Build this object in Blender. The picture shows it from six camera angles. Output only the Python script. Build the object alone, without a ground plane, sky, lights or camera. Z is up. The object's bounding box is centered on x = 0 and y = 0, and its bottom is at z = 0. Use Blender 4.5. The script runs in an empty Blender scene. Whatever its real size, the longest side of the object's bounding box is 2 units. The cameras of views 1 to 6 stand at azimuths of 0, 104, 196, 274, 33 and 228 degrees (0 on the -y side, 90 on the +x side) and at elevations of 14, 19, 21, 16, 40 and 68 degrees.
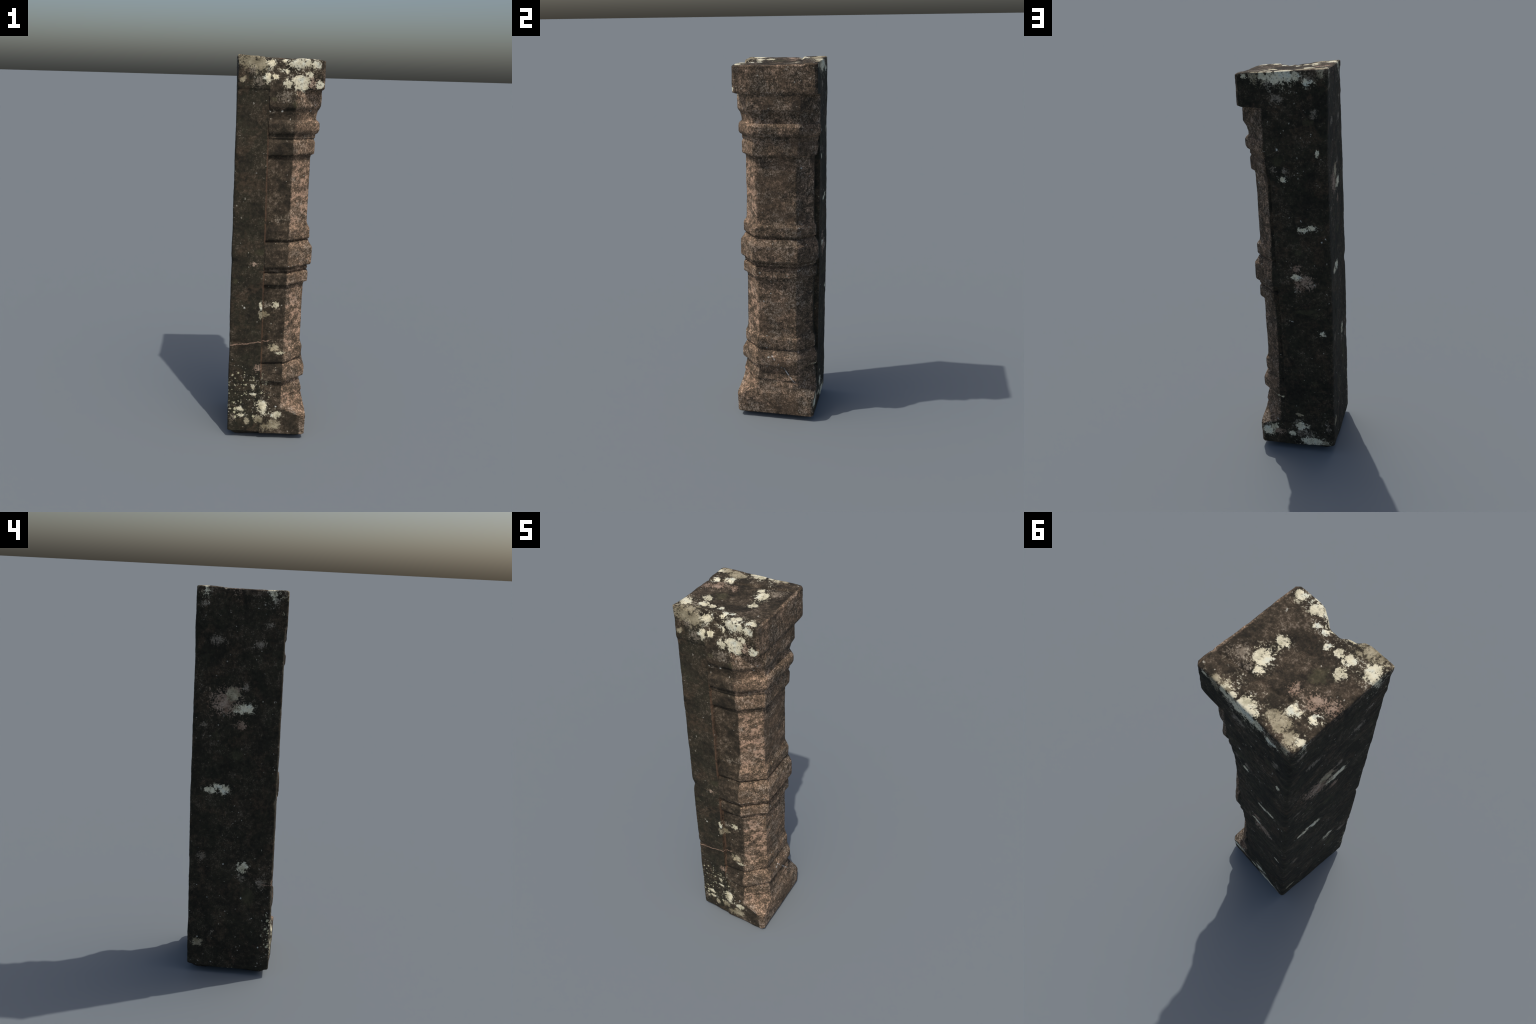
import bpy, bmesh, math, random
import numpy as np
from mathutils import Vector, noise as mnoise

random.seed(7)
mnoise.seed_set(7)

# ------------------------------------------------------------------ helpers
def curve(keys):
    """piecewise linear function of height from (z, value) pairs"""
    keys = sorted(keys)
    zs = [k[0] for k in keys]; vs = [k[1] for k in keys]
    return lambda z: float(np.interp(z, zs, vs))

def sstep(a, b, x):
    t = np.clip((x - a) / (b - a), 0.0, 1.0)
    return t * t * (3 - 2 * t)

# ------------------------------------------------------------------ the block
# four side lines of the leaning, slightly twisted block, as functions of height
front_y  = curve([(0, -.222), (.15, -.223), (.6, -.220), (.95, -.217), (1.7, -.2155), (1.84, -.217), (2, -.2175)])   # at x = -0.2
front_s  = curve([(0, .000), (.3, .004), (.7, .012), (1.4, .035), (2, .045)])
back_y   = curve([(0, .207), (.1, .2090), (.35, .2095), (.6, .2095), (.92, .2135), (1.2, .211), (1.6, .2075), (1.8, .207), (1.9, .2055), (2, .2025)])
back_s   = curve([(0, .012), (.5, .016), (1.0, .024), (1.45, .034), (1.65, .052), (2, .058)])
left_x   = curve([(0, -.2190), (.3, -.2190), (.6, -.2188), (.9, -.2182), (1.2, -.2135), (1.6, -.2095), (1.8, -.2095), (2, -.2075)])      # at y = 0
left_s   = curve([(0, -.004), (.4, -.012), (.8, -.022), (1.3, -.020), (1.75, -.030), (1.9, -.055), (2, -.066)])
face_x   = curve([(0, .1465), (.1, .148), (.7, .1565), (1.4, .1655), (2, .173)])                                        # +x face of the shaft, at y = 0
face_s   = -.048
slab_fx  = curve([(0, -.050), (.7, -.050), (1.2, -.043), (1.8, -.047), (2, -.047)])
slab_bx  = curve([(0, .038), (.5, .036), (.75, .038), (.95, .046), (1.48, .058), (1.60, .074), (1.8, .092), (2, .095)])
ridge_fx = curve([(0, .062), (.65, .067), (.8, .068), (1.1, .073), (1.3, .079), (1.45, .083), (2, .086)])
ridge_bx = curve([(0, .062), (.7, .068), (1.4, .080), (2, .086)])
RF, RB = .0295, .025        # how far the shaft lies behind the slab, front and back

# moulding profile, top to bottom: height, projection beyond the shaft
PROFILE = [
    (1.985, .0385), (1.850, .0400), (1.839, .0380), (1.834, .0350),
    (1.800, .0360), (1.762, .0365), (1.750, .0310), (1.735, .0215), (1.710, .0165), (1.693, .0165),
    (1.687, .0270), (1.677, .0340), (1.660, .0355), (1.643, .0345), (1.630, .0280), (1.622, .0160),
    (1.617, .0160), (1.606, .0170), (1.600, .0125), (1.596, .0125),
    (1.590, .0155), (1.583, .0185), (1.531, .0180), (1.523, .0158), (1.517, .0030), (1.504, .0000),
    (1.340, -.0005), (1.180, .0000),
    (1.160, .0040), (1.148, .0140), (1.141, .0168), (1.098, .0168), (1.090, .0135), (1.086, .0020), (1.080, .0020),
    (1.076, .0120), (1.062, .0180), (1.050, .0275), (1.043, .0325), (1.000, .0338), (.960, .0332), (.952, .0300), (.946, .0110),
    (.941, .0120), (.937, .0150), (.928, .0140), (.924, .0030), (.919, .0030),
    (.915, .0150), (.909, .0188), (.864, .0188), (.857, .0165), (.851, .0030), (.838, .0000),
    (.680, -.0005), (.525, .0000),
    (.505, .0040), (.495, .0105), (.488, .0125), (.438, .0115), (.430, .0095), (.426, .0010), (.420, .0010),
    (.416, .0080), (.404, .0150), (.388, .0250), (.380, .0290), (.335, .0290), (.326, .0255), (.321, .0200), (.316, .0060),
    (.309, .0065), (.300, .0080), (.270, .0160), (.247, .0215), (.241, .0215), (.235, .0190), (.226, .0190), (.215, .0225), (.190, .0275), (.160, .0370),
    (.150, .0385), (.135, .0405), (.090, .0405), (.030, .0400),
]
# how square the colonnette is: 0 half octagon, 1 square block
SQUARE = curve([(2, 1), (1.843, 1), (1.834, .06), (1.76, .05), (1.69, 0), (.200, 0), (.185, .08), (.162, .55), (.146, .95), (.136, 1), (0, 1)])
# capital and plinth also stand proud of the slab
SLAB_OUT = curve([(2, .0055), (1.85, .0060), (1.838, .0045), (1.832, .0015), (1.80, 0), (.20, 0), (.15, .003), (.1, .004), (0, .003)])

def row_levels(step=.0031):
    rows = [PROFILE[0]]
    for (z0, p0), (z1, p1) in zip(PROFILE, PROFILE[1:]):
        n = max(1, math.ceil(math.hypot(z1 - z0, p1 - p0) / step))
        for i in range(1, n + 1):
            t = i / n
            rows.append((z0 + (z1 - z0) * t, p0 + (p1 - p0) * t))
    return rows

SEGMENTS = [("slab", 46), ("step", 12), ("front", 38), ("cant", 34), ("face", 62), ("cant", 34),
            ("return", 11), ("step", 11), ("slab", 76), ("slab", 118)]

def section(z, p):
    F = lambda x: front_y(z) + front_s(z) * (x + .2)
    B = lambda x: back_y(z) + back_s(z) * (x + .2)
    L = lambda y: left_x(z) + left_s(z) * y
    X = lambda y: face_x(z) + face_s * y + p
    q = SQUARE(z); so = SLAB_OUT(z)
    fy = lambda x: F(x) + RF * (.70 + .30 * float(sstep(-.05, .09, x))) - min(p, .0330) * (.80 + .20 * float(sstep(-.05, .09, x)))
    by = lambda x: B(x) - RB + min(p * (.72 + .16 * float(sstep(1.50, 1.60, z))), .036) + .004 * float(sstep(1.50, 1.60, z)) + .005 * float(sstep(.62, .42, z))
    by1 = by; kb = .75 * float(sstep(1.57, 1.70, z))
    by = lambda x: by1(x) * (1 - kb) + (B(x) - .001) * kb
    if q > 0:
        k = min(1, q * 1.2)
        by0 = by
        by = lambda x: by0(x) * (1 - k) + (B(x) + .001) * k
    xr, xb = ridge_fx(z) + .5 * p, ridge_bx(z) + .5 * p
    yc1, yc2 = -.101 - .55 * p - .004 * (z - 1), .113 + .42 * p + .004 * (z - 1) + .008 * float(sstep(1.5, 1.62, z))
    # square corners
    cut = .013
    ca = X(fy(.2)); cb = X(by(.2))
    xr = xr * (1 - q) + (ca - cut) * q
    xb = xb * (1 - q) + (cb - cut) * q
    yc1 = yc1 * (1 - q) + (fy(.2) + cut) * q
    yc2 = yc2 * (1 - q) + (by(.2) - cut) * q
    xs, xt = slab_fx(z), slab_bx(z)
    P = [(L(F(-.2)), F(-.2) - so), (xs, F(xs) - so), (xs + .004, fy(xs)), (xr, fy(xr)), (X(yc1), yc1),
         (X(yc2), yc2), (xb, by(xb)), (xt + .005, by(xt)), (xt, B(xt) + so * .1), (L(B(-.2)), B(-.2) + so * .1)]
    pts = []
    for i, (nm, n) in enumerate(SEGMENTS):
        a, b = P[i], P[(i + 1) % len(P)]
        for j in range(n):
            t = j / n
            pts.append((a[0] + (b[0] - a[0]) * t, a[1] + (b[1] - a[1]) * t))
    return pts

rows = row_levels()
NR = len(rows); NC = sum(n for _, n in SEGMENTS)
V = np.zeros((NR, NC, 3))
for i, (z, p) in enumerate(rows):
    s = np.array(section(z, p))
    V[i, :, :2] = s; V[i, :, 2] = z

# worn arrises: relax the grid around its edges and across its ledges
for it in range(1):
    W = V.copy()
    ringm = (np.roll(V, 1, 1) + np.roll(V, -1, 1)) * .5
    W = W * .6 + ringm * .4
    colm = W.copy(); colm[1:-1] = (W[:-2] + W[2:]) * .5
    W = W * .7 + colm * .3
    V = W
# slab corners, top and bottom arrises need more rounding than the carved part
def corner_round(V, centre, width, times):
    for it in range(times):
        m = (np.roll(V, 1, 1) + np.roll(V, -1, 1)) * .5
        idx = np.arange(NC)
        d = np.abs((idx - centre + NC // 2) % NC - NC // 2)
        w = np.clip(1 - d / width, 0, 1)[None, :, None] * .5
        V = V * (1 - w) + m * w
    return V
starts = np.cumsum([0] + [n for _, n in SEGMENTS])
V = corner_round(V, 0, 10, 10)
V = corner_round(V, starts[9], 16, 24)

# ------------------------------------------------------------------ top and bottom surfaces
def top_height(x, y):
    z = 1.9885 - .026 * x + .010 * y
    z += -.017 * np.exp(-((x - .02) ** 2 + (y + .03) ** 2) / .013)                 # worn hollow
    g = (y - (.113 + .21 * x)) / .0065                                             # old joint across the top
    z += -.005 * np.exp(-g * g) + .003 * sstep(-.5, 2.0, g)
    # bite out of the front arris
    r = np.sqrt(((x - .012) / .108) ** 2 + ((y + .232) / .088) ** 2) + .10 * np.sin(x * 95 + 1.0) * np.sin(x * 41)
    z += -.070 * (1 - sstep(.05, 1.0, r))
    # raised lip of one corner
    z += .004 * np.exp(-((x + .19) ** 2 + (y + .21) ** 2) / .002)
    # arris worn down along the +x side
    z += -.004 * sstep(.17, .215, x)
    return z

def bottom_height(x, y):
    z = .026 + .004 * sstep(.0, -.2, x) + .010 * sstep(.05, .2, y) * sstep(.0, -.2, x)
    z += .008 * (1 - sstep(-.052, -.044, x)) * (1 - sstep(-.21, -.17, y))        # missing corner flake on the front
    return z

zt, zb = PROFILE[0][0], PROFILE[-1][0]
Zc = V[:, :, 2]
tk = np.clip((Zc - 1.86) / (zt - 1.86), 0, 1)
Zc += tk * (top_height(V[0:1, :, 0], V[0:1, :, 1]) - .004 - zt)
bk = np.clip((.13 - Zc) / (.13 - zb), 0, 1)
Zc += bk * (bottom_height(V[-1:, :, 0], V[-1:, :, 1]) + .004 - zb)
# the bitten front edge also falls back
sc = np.exp(-((V[:, :, 0] - .012) / .055) ** 2) * sstep(1.90, 1.985, Zc + .05) * (V[:, :, 1] < -.15)
V[:, :, 1] += .042 * sc * sstep(1.90, 1.95, Zc + .03)

# flared lip at one top corner
d = np.exp(-((V[:, :, 0] + .2) ** 2 + (V[:, :, 1] + .217) ** 2) / .0006) * sstep(1.93, 1.99, Zc)
V[:, :, 0] -= .007 * d

centre_t = np.array([.008, .006]); centre_b = np.array([-.010, -.006])
def cap_rings(edge, centre, fn, sign, n=44):
    out = []
    for k in range(1, n + 1):
        t = k / n
        f = 1 - t
        ring = np.zeros((NC, 3))
        ring[:, :2] = centre + (edge[:, :2] - centre) * f
        zz = fn(ring[:, 0], ring[:, 1])
        inner = np.linalg.norm(edge[:, :2] - ring[:, :2], axis=1)
        blend = 1 - np.clip(inner / .012, 0, 1)
        zz = zz - sign * .004 * blend ** 2
        if sign < 0:
            zz = zz * (1 - sstep(.0, .07, inner) ) + 0.0 * sstep(.0, .07, inner)
        ring[:, 2] = zz
        out.append(ring)
    return out
top_rings = cap_rings(V[0], centre_t, top_height, 1)
bot_rings = cap_rings(V[-1], centre_b, bottom_height, -1)
NT = len(top_rings) - 1; NB = len(bot_rings) - 1
grid = np.concatenate([np.array(top_rings[:-1])[::-1], V, np.array(bot_rings[:-1])])   # rows from top centre to bottom centre
NTOT = grid.shape[0]
verts = grid.reshape(-1, 3)
verts = np.vstack([verts, [[centre_t[0], centre_t[1], float(top_height(centre_t[0], centre_t[1]))],
                           [centre_b[0], centre_b[1], 0.0]]])
it, ib = len(verts) - 2, len(verts) - 1

# ------------------------------------------------------------------ weathering relief
def grid_normals(g):
    du = np.roll(g, -1, 1) - np.roll(g, 1, 1)
    dv = np.gradient(g, axis=0)
    n = np.cross(dv, du)
    l = np.linalg.norm(n, axis=2, keepdims=True); l[l == 0] = 1
    return n / l
N = grid_normals(grid).reshape(-1, 3)
cx = verts[:len(N)] - np.array([0, 0, 1.0]); cx[:, 2] *= .0
flip = np.sum(N[NT * NC:(NT + NR) * NC] * cx[NT * NC:(NT + NR) * NC]) < 0
if flip: N = -N
off = np.zeros(len(N)); zsh = np.zeros(len(N))
for i in range(len(N)):
    x, y, z = verts[i]
    a = mnoise.fractal(Vector((x * 9, y * 9, z * 7)), 1.0, 2.0, 3)
    b = mnoise.fractal(Vector((x * 42 + 5, y * 42, z * 42)), .8, 2.1, 3)
    c = mnoise.noise(Vector((x * 150, y * 150 + 3, z * 150)))
    off[i] = .0024 * a + .0009 * b + .0004 * c
    # pits
    e = mnoise.noise(Vector((x * 30 + 9, y * 30, z * 30)))
    if e > .5: off[i] -= (e - .5) * .006
    zsh[i] = .0030 * mnoise.noise(Vector((x * 6 + 20, y * 6, z * 3)))
wz = sstep(.16, .22, verts[:len(N), 2]) * (1 - sstep(1.84, 1.86, verts[:len(N), 2]))
quiet = np.ones(len(N)); quiet[(NT + NR) * NC:] = .3
verts[:len(N)] += N * (off * quiet)[:, None]
verts[:len(N), 2] += zsh * wz
verts[:, 2] -= verts[:, 2].min()

# dents and the broken crack of the slab front
def dent(centre, radii, depth, direction):
    q = (verts - np.array(centre)) / np.array(radii)
    w = np.exp(-np.sum(q * q, axis=1) * 1.5)
    verts[:] += w[:, None] * depth * np.array(direction)
dent((-.212, -.215, .975), (.035, .03, .03), .008, (.5, .8, 0))
dent((-.205, -.22, .545), (.03, .03, .016), .006, (.4, .9, 0))
dent((.115, .20, .90), (.03, .04, .03), .008, (-.6, -.6, 0))
dent((.105, .185, 1.03), (.02, .04, .02), .006, (-.6, -.6, 0))
dent((.21, -.15, 1.72), (.05, .05, .04), .004, (-.7, .7, 0))

# ------------------------------------------------------------------ faces, regions, objects
def region_of(row, col):
    """name of the part a grid face belongs to"""
    if row < NT: return "capital"
    r = row - NT
    if r >= NR - 1: return "plinth"
    z = rows[r][0]
    if z > 1.8345: return "capital"
    if z <= .150: return "plinth"
    seg = int(np.searchsorted(starts, col, side="right") - 1)
    if seg in (0, 8, 9): return "rear_slab"
    for name, hi, lo in BANDS:
        if hi >= z > lo: return name
    return "shaft"
BANDS = [("neck", 1.84, 1.690), ("moulding_ring.a", 1.690, 1.598), ("moulding_ring.b", 1.598, 1.510), ("shaft.a", 1.510, 1.178),
         ("moulding_ring.c", 1.178, 1.083), ("moulding_ring.d", 1.083, .922), ("moulding_ring.e", .922, .845), ("shaft.b", .845, .523),
         ("moulding_ring.f", .523, .423), ("moulding_ring.g", .423, .314), ("flared_foot", .314, .0)]

faces, regs = [], []
def add(f, r):
    faces.append(f); regs.append(r)
for j in range(NC):
    add((it, j, (j + 1) % NC), "capital")
for i in range(NTOT - 1):
    for j in range(NC):
        k = (j + 1) % NC
        add((i * NC + j, (i + 1) * NC + j, (i + 1) * NC + k, i * NC + k), region_of(i, j))
l0 = (NTOT - 1) * NC
for j in range(NC):
    add((l0 + j, ib, l0 + (j + 1) % NC), "plinth")

whole = bpy.data.meshes.new("whole")
whole.from_pydata(verts.tolist(), [], faces)
bm = bmesh.new(); bm.from_mesh(whole)
bmesh.ops.recalc_face_normals(bm, faces=bm.faces)
if bm.calc_volume(signed=True) < 0:
    bmesh.ops.reverse_faces(bm, faces=bm.faces)
bm.to_mesh(whole); bm.free()
vn = np.zeros(len(verts) * 3); whole.vertex_normals.foreach_get("vector", vn); vn = vn.reshape(-1, 3)
polys = [tuple(p.vertices) for p in whole.polygons]

# ------------------------------------------------------------------ material
# Larger lichen patches, per side: position on that side (two coordinates), two radii, kind.
# Kinds: C cream crust, T tan crust, G grey bloom, O olive moss film, P pinkish bare stone.
CAPITAL_FRONT = [
    (-0.150, 1.969, 0.046, 0.030, "T"), (-0.095, 1.954, 0.038, 0.035, "T"), (-0.036, 1.960, 0.024, 0.030, "C"), (-0.055, 1.889, 0.017, 0.020, "C"),
    (-0.017, 1.898, 0.013, 0.014, "C"), (0.058, 1.958, 0.030, 0.014, "C"), (0.091, 1.959, 0.038, 0.024, "C"), (0.133, 1.968, 0.018, 0.019, "C"),
    (0.172, 1.953, 0.025, 0.018, "C"), (0.099, 1.881, 0.043, 0.025, "C"), (0.109, 1.850, 0.028, 0.020, "C"), (0.146, 1.870, 0.034, 0.028, "P"),
    (0.198, 1.867, 0.016, 0.020, "C"), (0.044, 1.863, 0.017, 0.018, "C"), (0.027, 1.928, 0.023, 0.010, "C"), (-0.128, 1.932, 0.036, 0.030, "G"),
    (-0.174, 1.884, 0.016, 0.011, "T"), (0.149, 1.911, 0.016, 0.014, "C"), (-0.093, 1.876, 0.031, 0.030, "G"),
]
FRONT_FOOT = [
    (-0.030, 0.180, 0.024, 0.035, "C"), (0.043, 0.143, 0.028, 0.019, "C"), (-0.154, 0.168, 0.021, 0.010, "C"), (-0.144, 0.136, 0.017, 0.008, "C"),
    (-0.049, 0.111, 0.023, 0.022, "T"), (-0.114, 0.098, 0.013, 0.015, "T"), (0.026, 0.084, 0.038, 0.032, "T"), (-0.027, 0.067, 0.018, 0.022, "T"),
    (-0.191, 0.114, 0.019, 0.032, "G"), (-0.065, 0.407, 0.016, 0.017, "P"), (0.021, 0.516, 0.028, 0.021, "T"), (0.053, 0.487, 0.024, 0.005, "C"),
    (-0.086, 0.294, 0.009, 0.015, "C"), (-0.080, 0.253, 0.014, 0.008, "C"),
]
FRONT_MIDDLE = [
    (0.020, 0.750, 0.019, 0.015, "C"), (-0.024, 0.751, 0.015, 0.017, "G"), (-0.052, 0.746, 0.006, 0.020, "C"), (-0.045, 0.697, 0.022, 0.024, "T"),
    (-0.024, 0.693, 0.016, 0.009, "T"), (-0.092, 0.969, 0.019, 0.008, "P"), (-0.192, 0.876, 0.017, 0.014, "O"), (0.034, 1.200, 0.031, 0.018, "G"),
    (-0.069, 1.031, 0.023, 0.019, "O"), (-0.024, 1.731, 0.012, 0.010, "G"), (0.078, 1.768, 0.017, 0.014, "O"), (-0.022, 1.794, 0.015, 0.014, "O"),
    (0.034, 1.800, 0.047, 0.021, "G"),
]
BACK_HEAD = [
    (0.072, 1.973, 0.024, 0.018, "C"), (0.022, 1.958, 0.019, 0.020, "C"), (0.044, 1.945, 0.034, 0.022, "G"), (-0.029, 1.983, 0.049, 0.011, "C"),
    (-0.077, 1.967, 0.013, 0.015, "C"), (-0.131, 1.964, 0.033, 0.025, "G"), (-0.130, 1.943, 0.020, 0.015, "C"), (0.160, 1.972, 0.013, 0.010, "C"),
    (0.019, 1.875, 0.031, 0.021, "G"), (-0.153, 1.801, 0.017, 0.019, "G"), (-0.008, 1.503, 0.014, 0.012, "C"), (-0.009, 1.538, 0.014, 0.012, "G"),
    (-0.165, 1.622, 0.011, 0.012, "C"), (0.021, 1.591, 0.026, 0.026, "O"), (-0.129, 1.768, 0.023, 0.018, "O"), (0.049, 1.553, 0.016, 0.019, "G"),
]
BACK_MIDDLE = [
    (-0.085, 1.256, 0.023, 0.012, "C"), (-0.131, 1.263, 0.020, 0.011, "C"), (-0.047, 1.011, 0.024, 0.012, "C"), (-0.086, 0.990, 0.040, 0.032, "P"),
    (-0.115, 0.987, 0.028, 0.030, "G"), (-0.074, 0.953, 0.025, 0.011, "P"), (-0.059, 1.144, 0.022, 0.022, "O"), (-0.058, 1.059, 0.018, 0.014, "P"),
    (-0.044, 0.942, 0.010, 0.014, "G"), (-0.095, 0.825, 0.065, 0.016, "O"),
]
BACK_FOOT = [
    (0.140, 0.107, 0.026, 0.027, "C"), (0.105, 0.134, 0.020, 0.017, "C"), (-0.041, 0.151, 0.028, 0.023, "C"), (-0.040, 0.117, 0.028, 0.025, "G"),
    (0.007, 0.098, 0.018, 0.014, "C"), (-0.083, 0.101, 0.033, 0.032, "G"), (-0.109, 0.061, 0.057, 0.023, "C"), (-0.168, 0.057, 0.033, 0.020, "T"),
    (-0.192, 0.160, 0.014, 0.031, "G"), (-0.170, 0.712, 0.012, 0.012, "C"), (0.069, 0.322, 0.021, 0.009, "C"), (-0.033, 0.218, 0.018, 0.009, "T"),
    (-0.129, 0.417, 0.019, 0.008, "O"), (0.087, 0.109, 0.033, 0.019, "P"),
]
SIDE_HEAD = [
    (0.006, 1.521, 0.020, 0.020, "P"), (0.078, 1.475, 0.032, 0.031, "G"), (-0.049, 1.437, 0.033, 0.018, "C"), (-0.022, 1.421, 0.028, 0.012, "C"),
    (0.039, 1.426, 0.035, 0.017, "P"), (0.165, 1.922, 0.018, 0.016, "G"), (-0.171, 1.948, 0.024, 0.017, "G"), (-0.044, 1.543, 0.018, 0.020, "G"),
    (0.097, 1.755, 0.036, 0.022, "G"), (-0.102, 1.740, 0.031, 0.019, "G"), (-0.146, 1.837, 0.027, 0.011, "G"), (0.055, 1.465, 0.062, 0.050, "P"),
    (0.020, 1.500, 0.035, 0.035, "T"), (-0.030, 1.432, 0.045, 0.022, "T"),
]
SIDE_MIDDLE = [
    (0.113, 1.022, 0.031, 0.012, "C"), (0.078, 1.039, 0.014, 0.013, "C"), (0.042, 1.027, 0.027, 0.018, "C"), (-0.027, 1.356, 0.023, 0.021, "P"),
    (-0.013, 1.208, 0.031, 0.027, "O"), (0.156, 1.349, 0.021, 0.012, "G"), (0.096, 1.296, 0.025, 0.021, "O"),
]
SIDE_FOOT = [
    (-0.067, 0.615, 0.024, 0.024, "C"), (-0.059, 0.558, 0.023, 0.017, "G"), (-0.164, 0.535, 0.029, 0.035, "G"), (-0.099, 0.454, 0.039, 0.049, "O"),
    (0.084, 0.239, 0.013, 0.015, "G"), (0.156, 0.176, 0.028, 0.023, "T"), (0.146, 0.668, 0.020, 0.023, "G"),
]
TOP = [
    (0.180, -0.179, 0.021, 0.021, "C"), (0.105, -0.178, 0.022, 0.022, "C"), (0.061, -0.142, 0.013, 0.013, "C"), (0.031, -0.154, 0.013, 0.013, "C"),
    (0.089, -0.028, 0.020, 0.020, "C"), (0.087, 0.055, 0.030, 0.030, "C"), (0.143, 0.100, 0.035, 0.035, "G"), (0.094, 0.108, 0.023, 0.023, "G"),
    (0.061, 0.098, 0.015, 0.015, "C"), (-0.009, -0.119, 0.013, 0.013, "C"), (-0.052, -0.125, 0.015, 0.015, "C"), (-0.097, -0.134, 0.021, 0.021, "C"),
    (-0.095, -0.173, 0.014, 0.014, "T"), (-0.119, -0.198, 0.028, 0.028, "T"), (-0.173, -0.153, 0.030, 0.030, "C"), (-0.106, -0.076, 0.017, 0.017, "C"),
    (-0.136, 0.037, 0.028, 0.028, "P"), (-0.186, 0.015, 0.020, 0.020, "P"), (-0.114, 0.108, 0.022, 0.022, "C"), (-0.089, 0.166, 0.025, 0.025, "T"),
    (-0.124, 0.164, 0.032, 0.032, "T"), (-0.182, 0.177, 0.031, 0.031, "T"), (-0.201, 0.157, 0.016, 0.016, "C"), (-0.008, 0.207, 0.024, 0.024, "C"),
    (-0.044, 0.206, 0.017, 0.017, "C"), (0.114, 0.212, 0.020, 0.020, "T"), (0.075, 0.207, 0.021, 0.021, "T"), (0.042, 0.211, 0.013, 0.013, "C"),
    (-0.176, 0.083, 0.017, 0.017, "C"), (-0.059, 0.055, 0.019, 0.019, "P"), (-0.074, -0.028, 0.032, 0.032, "O"),
]

PATCHES = []
for side, axes, plane in ((CAPITAL_FRONT, (0, 2, 1), -.213), (FRONT_FOOT, (0, 2, 1), -.216), (FRONT_MIDDLE, (0, 2, 1), -.208),
                          (BACK_HEAD, (0, 2, 1), .212), (BACK_MIDDLE, (0, 2, 1), .212), (BACK_FOOT, (0, 2, 1), .208),
                          (SIDE_HEAD, (1, 2, 0), -.210), (SIDE_MIDDLE, (1, 2, 0), -.218), (SIDE_FOOT, (1, 2, 0), -.218), (TOP, (0, 1, 2), 1.985)):
    for a, b, ra, rb, kind in side:
        c = [0, 0, 0]; r = [0, 0, 0]
        c[axes[0]], c[axes[1]], c[axes[2]] = a, b, plane
        r[axes[0]], r[axes[1]], r[axes[2]] = ra, rb, .045
        PATCHES.append((c, r, kind))

class Graph:
    def __init__(self, tree):
        self.t = tree
    def new(self, kind, **props):
        n = self.t.nodes.new(kind)
        for k, v in props.items(): setattr(n, k, v)
        return n
    def put(self, sock, v):
        if hasattr(v, "is_output"): self.t.links.new(v, sock)
        elif v is not None: sock.default_value = v
    def math(self, op, a, b=None, c=None, clamp=False):
        n = self.new("ShaderNodeMath", operation=op, use_clamp=clamp)
        for s, v in zip(n.inputs, (a, b, c)): self.put(s, v)
        return n.outputs[0]
    def vec(self, op, a, b=None, c=None):
        n = self.new("ShaderNodeVectorMath", operation=op)
        for s, v in zip(n.inputs, (a, b, c)): self.put(s, v)
        return n.outputs["Value"] if op in ("LENGTH", "DOT_PRODUCT", "DISTANCE") else n.outputs["Vector"]
    def noise(self, p, scale, detail=4, rough=.6, lac=2.0, dist=0.0, colour=False):
        n = self.new("ShaderNodeTexNoise")
        self.put(n.inputs["Vector"], p)
        n.inputs["Scale"].default_value = scale; n.inputs["Detail"].default_value = detail
        n.inputs["Roughness"].default_value = rough; n.inputs["Lacunarity"].default_value = lac
        n.inputs["Distortion"].default_value = dist
        return n.outputs["Color" if colour else "Fac"]
    def step(self, v, lo, hi, a=0.0, b=1.0):
        n = self.new("ShaderNodeMapRange", interpolation_type="SMOOTHSTEP")
        self.put(n.inputs["Value"], v)
        for k, x in (("From Min", lo), ("From Max", hi), ("To Min", a), ("To Max", b)): self.put(n.inputs[k], x)
        return n.outputs["Result"]
    def ramp(self, v, stops):
        n = self.new("ShaderNodeValToRGB"); e = n.color_ramp.elements
        while len(e) < len(stops): e.new(.5)
        for el, (p, c) in zip(e, stops): el.position = p; el.color = (*c, 1)
        self.put(n.inputs[0], v)
        return n.outputs[0]
    def mix(self, f, a, b):
        n = self.new("ShaderNodeMix", data_type="RGBA")
        self.put(n.inputs[0], f)
        for s, v in ((n.inputs[6], a), (n.inputs[7], b)):
            self.put(s, (*v, 1) if isinstance(v, tuple) else v)
        return n.outputs[2]
    def scale(self, p, s):
        return self.vec("MULTIPLY", p, s)
    def add(self, a, *rest):
        for r in rest: a = self.math("ADD", a, r)
        return a
    def mul(self, a, *rest):
        for r in rest: a = self.math("MULTIPLY", a, r)
        return a

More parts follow.
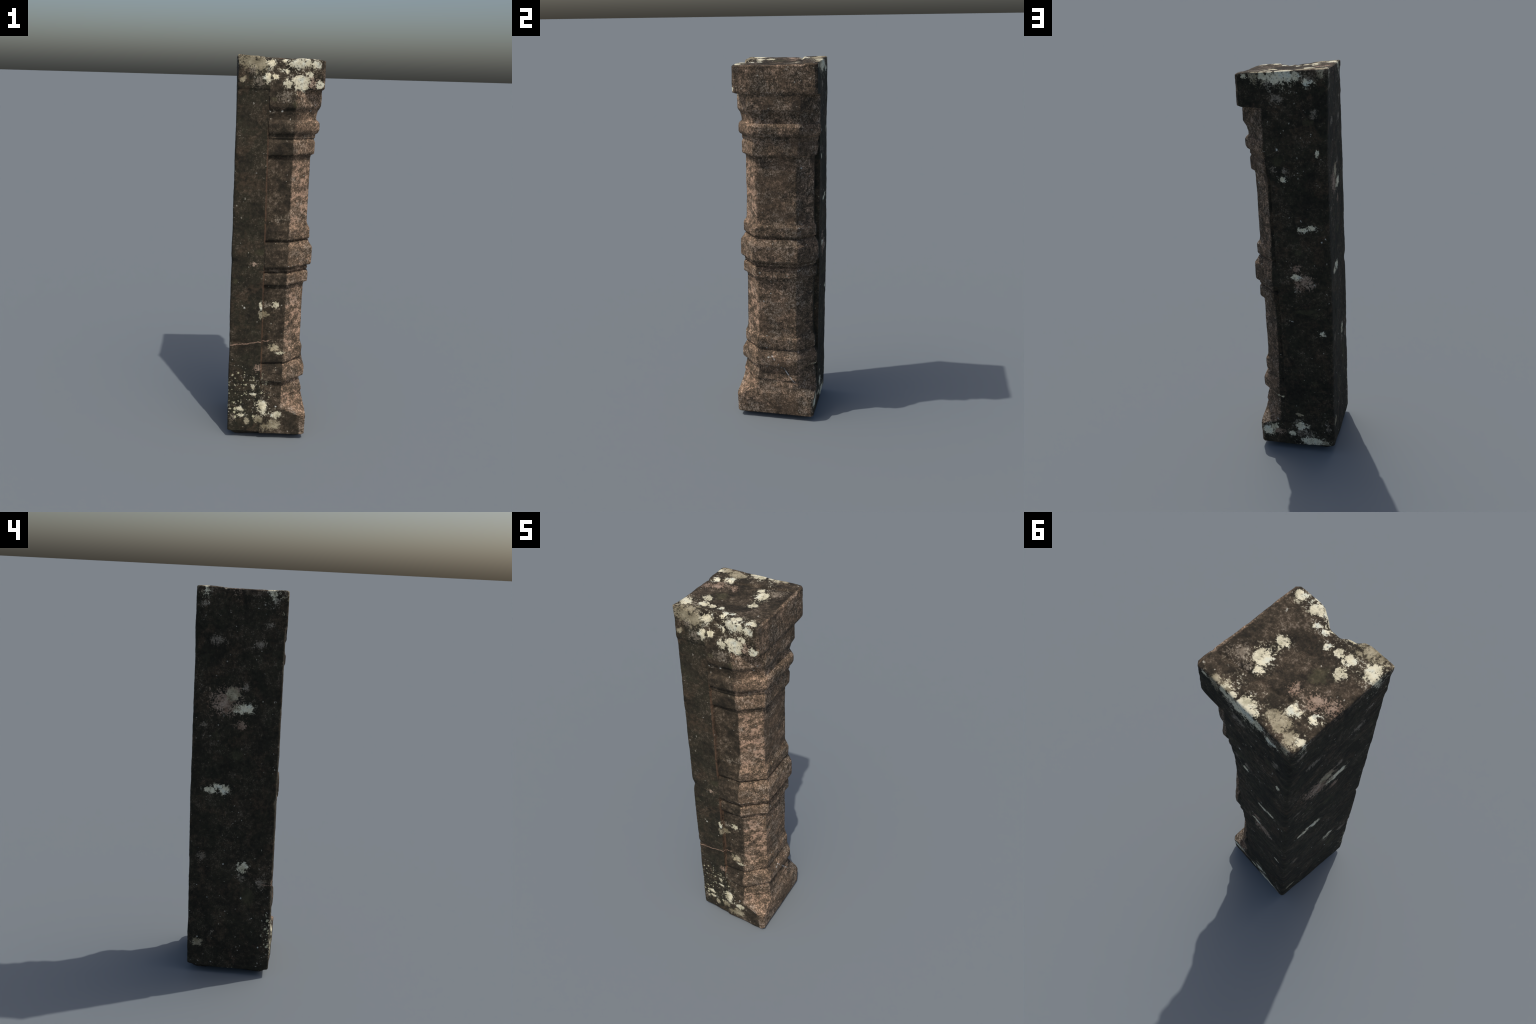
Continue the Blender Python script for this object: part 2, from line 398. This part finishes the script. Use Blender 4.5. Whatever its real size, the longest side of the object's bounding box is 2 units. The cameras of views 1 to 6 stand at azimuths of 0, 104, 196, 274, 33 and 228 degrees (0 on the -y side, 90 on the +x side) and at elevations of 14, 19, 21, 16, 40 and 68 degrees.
def stone_material():
    m = bpy.data.materials.new("weathered_sandstone"); m.use_nodes = True
    g = Graph(m.node_tree)
    bsdf = m.node_tree.nodes["Principled BSDF"]
    P = g.new("ShaderNodeTexCoord").outputs["Object"]
    # ragged coordinates for every border
    warp = g.vec("SUBTRACT", g.noise(P, 34, 5, .65, colour=True), (.5, .5, .5))
    Pw = g.vec("MULTIPLY_ADD", warp, (.022, .022, .022), P)
    sep = g.new("ShaderNodeSeparateXYZ"); g.put(sep.inputs[0], Pw); X, Y, Z = sep.outputs
    sepr = g.new("ShaderNodeSeparateXYZ"); g.put(sepr.inputs[0], P); x0, y0, z0 = sepr.outputs

    def blotch(scale, detail, rough, width, shift=(0, 0, 0), stretch=None):
        """noise stretched to the full range 0..1"""
        q = g.vec("ADD", P, shift)
        if stretch: q = g.scale(q, stretch)
        return g.step(g.noise(q, scale, detail, rough), .5 - width, .5 + width)
    broad = blotch(3.4, 3, .5, .20)
    clump = blotch(12, 6, .62, .16)
    mottle = blotch(52, 8, .74, .15)
    speck = blotch(150, 5, .75, .15)
    grain = g.noise(P, 85, 7, .72)
    fine = g.noise(P, 260, 3, .7)

    # --- dark crust over slab, fronts and top
    t = g.add(g.mul(clump, .30), g.mul(mottle, .35), g.mul(speck, .15), g.mul(broad, .20))
    crust = g.ramp(t, [(.12, (.0112, .0103, .0078)), (.40, (.0220, .0188, .0128)), (.62, (.036, .0295, .0190)), (.82, (.058, .045, .030)), (.96, (.11, .085, .060))])
    olive = g.mul(blotch(7.5, 5, .62, .16, (2, 5, 1)), blotch(50, 6, .7, .15, (4, 1, 1)), .50)
    crust = g.mix(olive, crust, (.040, .041, .024))
    rust = g.mul(g.step(blotch(9, 6, .65, .16, (3, 1, 7)), .55, .95), mottle, .60)
    crust = g.mix(rust, crust, (.085, .056, .035))
    # the front of the colonnette and the trodden top are thinner and browner
    thin_front = g.mul(g.step(X, -.050, -.040), g.step(Y, -.12, -.15), .70)
    thin_top = g.mul(g.step(Z, 1.962, 1.975), .75)
    thin = g.math("MAXIMUM", thin_front, thin_top)
    brown = g.ramp(g.add(g.mul(clump, .40), g.mul(mottle, .40), g.mul(speck, .20)), [(.15, (.018, .0145, .0105)), (.45, (.042, .032, .0215)), (.70, (.086, .063, .042)), (.90, (.20, .155, .115))])
    crust = g.mix(thin, crust, brown)
    dusty = g.mul(g.step(g.add(g.mul(speck, .55), g.mul(mottle, .25), g.mul(clump, .20)), .70, .94), .50)
    crust = g.mix(dusty, crust, (.20, .165, .125))

    # --- bare sandstone on the canted sides and the +x face
    edge = g.add(.074, g.mul(g.math("SUBTRACT", z0, 1.0), .012), g.step(z0, 1.832, 1.845, 0, .116), g.step(z0, .185, .13, 0, .105))
    bare_m = g.step(g.math("SUBTRACT", g.add(g.mul(X, .45), g.mul(x0, .55), g.mul(y0, g.step(z0, 1.832, 1.845, 0, .05))), edge), -.004, .006)
    patchy = blotch(17, 9, .72, .15, (5, 2, 3), (1, 1, 1.5))
    bare_t = g.add(g.mul(patchy, .18), g.mul(mottle, .28), g.mul(speck, .36), g.mul(broad, .10), g.mul(blotch(6.5, 4, .55, .16, (7, 7, 1)), .10))
    cant = g.step(y0, -.085, -.115)
    shaft_z = g.math("MAXIMUM", g.mul(g.step(z0, 1.13, 1.20), g.step(z0, 1.53, 1.48)), g.mul(g.step(z0, .50, .58), g.step(z0, .87, .83)))
    foot_z = g.mul(g.step(z0, .17, .22), g.step(z0, .345, .31))
    pale = g.mul(cant, g.math("MAXIMUM", shaft_z, foot_z))
    bare_t = g.add(bare_t, g.mul(pale, .04), g.mul(cant, .02))
    bare = g.ramp(bare_t, [(.16, (.028, .0222, .0155)), (.36, (.062, .0468, .031)), (.52, (.124, .087, .057)), (.65, (.220, .153, .102)), (.77, (.45, .298, .200)), (.90, (.66, .475, .34))])
    worn = g.mul(g.step(blotch(5.5, 5, .6, .16, (2, 9, 4)), .50, .90), .42)
    bare = g.mix(worn, bare, (.112, .076, .049))
    salmon = g.mul(pale, g.step(patchy, .56, .84), g.step(g.add(g.mul(mottle, .6), g.mul(speck, .4)), .26, .52), .82)
    bare = g.mix(salmon, bare, (.52, .338, .232))
    bloom = g.mul(g.step(blotch(10, 7, .68, .15, (9, 4, 2)), .35, .85), g.step(g.add(g.mul(speck, .6), g.mul(mottle, .4)), .50, .74), g.math("MULTIPLY_ADD", broad, .45, .25))
    bare = g.mix(bloom, bare, (.32, .285, .235))
    black = g.mul(g.step(blotch(13, 9, .75, .15, (1, 8, 5)), .72, .90), .50)
    bare = g.mix(black, bare, (.030, .025, .020))
    col = g.mix(bare_m, crust, bare)

    # --- lighter brown line along the slab arris beside the carved front
    arris = g.mul(g.step(g.math("ABSOLUTE", g.math("ADD", x0, .0455)), .006, .002), g.step(y0, -.14, -.16), g.mul(g.step(z0, .28, .36), g.step(z0, 1.70, 1.60)), g.math("SUBTRACT", 1.0, g.mul(g.step(z0, .93, .97), g.step(z0, 1.10, 1.06))), g.step(mottle, .0, .5), .70)
    col = g.mix(arris, col, (.115, .066, .040))

    # --- pale flecks
    Pf = g.vec("MULTIPLY_ADD", g.vec("SUBTRACT", g.noise(P, 120, 4, .7, colour=True), (.5, .5, .5)), (.014, .014, .014), Pw)
    def flecks(scale, share, size, seed):
        v = g.new("ShaderNodeTexVoronoi"); g.put(v.inputs["Vector"], g.vec("ADD", Pf, (seed, seed, seed))); v.inputs["Scale"].default_value = scale
        sc = g.new("ShaderNodeSeparateColor"); g.put(sc.inputs[0], v.outputs["Color"])
        pick = g.math("GREATER_THAN", sc.outputs[0], g.math("SUBTRACT", 1.0, share))
        rad = g.math("MULTIPLY_ADD", sc.outputs[1], size * .7, size * .45)
        return g.mul(pick, g.step(g.math("SUBTRACT", rad, v.outputs["Distance"]), -.03, .10))
    foot = g.mul(g.step(X, .005, -.03), g.step(Y, -.17, -.20), g.step(Z, .43, .33), g.step(Z, .10, .16))
    col = g.mix(g.mul(flecks(62, g.mul(foot, .55), .42, 2.0), .92), col, (.50, .47, .31))
    col = g.mix(g.mul(flecks(120, g.math("MULTIPLY_ADD", foot, .20, g.mul(clump, .035)), .42, 4.0), .75), col, (.42, .39, .32))
    col = g.mix(g.mul(flecks(50, g.mul(broad, .030), .26, 6.0), .80), col, (.58, .58, .52))

    # --- lichen patches
    Pl = g.vec("MULTIPLY_ADD", g.vec("SUBTRACT", g.noise(P, 30, 8, .72, colour=True), (.5, .5, .5)), (.062, .062, .062), P)
    ragged = g.add(g.mul(g.math("SUBTRACT", g.noise(P, 60, 9, .80), .5), 4.6), g.mul(g.math("SUBTRACT", speck, .5), .30))
    speckled = g.add(g.mul(g.math("SUBTRACT", mottle, .5), 1.2), g.mul(g.math("SUBTRACT", speck, .5), 1.7))
    tone = g.noise(P, 24, 4, .6)
    looks = {
        "G": (speckled, .10, 1.00, .62, [(.35, (.17, .135, .095)), (.65, (.38, .33, .26))]),
        "O": (ragged, -.05, .60, .50, [(.35, (.045, .044, .024)), (.65, (.085, .078, .042))]),
        "P": (speckled, -.05, .75, .78, [(.35, (.22, .14, .095)), (.65, (.48, .36, .27))]),
        "T": (ragged, .00, .45, .85, [(.35, (.22, .185, .115)), (.65, (.50, .44, .30))]),
        "C": (ragged, .05, .26, .97, [(.32, (.48, .44, .30)), (.5, (.76, .70, .51)), (.66, (.69, .695, .57))]),
    }
    for kind, (rough, lo, hi, amount, stops) in looks.items():
        d = None
        for c, r, k in PATCHES:
            if k != kind: continue
            inv = tuple(1 / v for v in r)
            l = g.vec("LENGTH", g.vec("MULTIPLY_ADD", Pl, inv, tuple(-a * b for a, b in zip(c, inv))))
            d = l if d is None else g.math("MINIMUM", d, l)
        f = g.mul(g.step(g.add(g.math("SUBTRACT", 1.16, d), g.mul(rough, .82)), lo, hi), amount)
        if kind in "CT":
            f = g.mul(f, g.step(g.add(g.mul(mottle, .5), g.mul(speck, .5)), .12, .38, .30, 1.0))
        if kind == "C":       # fine satellites around every crust
            f = g.math("MAXIMUM", f, g.mul(g.step(d, 2.3, 1.1), g.step(g.add(g.mul(speck, .55), g.mul(mottle, .45)), .70, .84), .75))
        col = g.mix(f, col, g.ramp(tone, stops))

    # --- pale mineral seam of the crack on the slab, and a chalky scratch on the face
    sx = g.new("ShaderNodeSeparateXYZ"); g.put(sx.inputs[0], g.vec("MULTIPLY_ADD", warp, (.03, .03, .030), P))
    seam = g.math("ABSOLUTE", g.math("SUBTRACT", sx.outputs[2], g.math("MULTIPLY_ADD", x0, .12, .554)))
    seam = g.mul(g.step(seam, .0042, .0015), g.step(y0, -.15, -.17), g.step(X, .005, -.015), g.step(mottle, .05, .5), .75)
    col = g.mix(seam, col, (.34, .225, .16))
    line = g.math("ABSOLUTE", g.math("SUBTRACT", g.math("MULTIPLY_ADD", y0, .785, g.mul(z0, .62)), .225))
    line = g.mul(g.step(line, .004, .0015), g.step(x0, .14, .155), g.step(z0, .22, .25), g.step(z0, .49, .46), g.step(clump, .4, .6), .8)
    col = g.mix(line, col, (.55, .56, .54))

    g.put(bsdf.inputs["Base Color"], col)
    bsdf.inputs["Roughness"].default_value = .93
    bsdf.inputs["Specular IOR Level"].default_value = .22
    bump = g.new("ShaderNodeBump"); bump.inputs["Strength"].default_value = .40; bump.inputs["Distance"].default_value = .004
    g.put(bump.inputs["Height"], g.add(g.mul(grain, .8), g.mul(fine, .25), g.mul(mottle, .25)))
    g.put(bsdf.inputs["Normal"], bump.outputs[0])
    return m
root = bpy.data.objects.new("stone_pillar", None)
root["label"] = "weathered carved sandstone temple pillar with ring mouldings and lichen"
root["category"] = "stone pillar"
root.empty_display_size = .2
bpy.context.scene.collection.objects.link(root)

MAT = stone_material()
NAMES = {}
for name in dict.fromkeys(regs):
    ids = [i for i, r in enumerate(regs) if r == name]
    used = sorted({v for i in ids for v in polys[i]})
    mp = {v: n for n, v in enumerate(used)}
    base = name.split(".")[0]
    me = bpy.data.meshes.new(base)
    me.from_pydata([verts[v].tolist() for v in used], [], [tuple(mp[v] for v in polys[i]) for i in ids])
    me.polygons.foreach_set("use_smooth", [True] * len(me.polygons))
    me.normals_split_custom_set_from_vertices([vn[v].tolist() for v in used])
    me.materials.append(MAT)
    ob = bpy.data.objects.new(base, me)
    bpy.context.scene.collection.objects.link(ob)
    ob.parent = root
bpy.data.meshes.remove(whole)
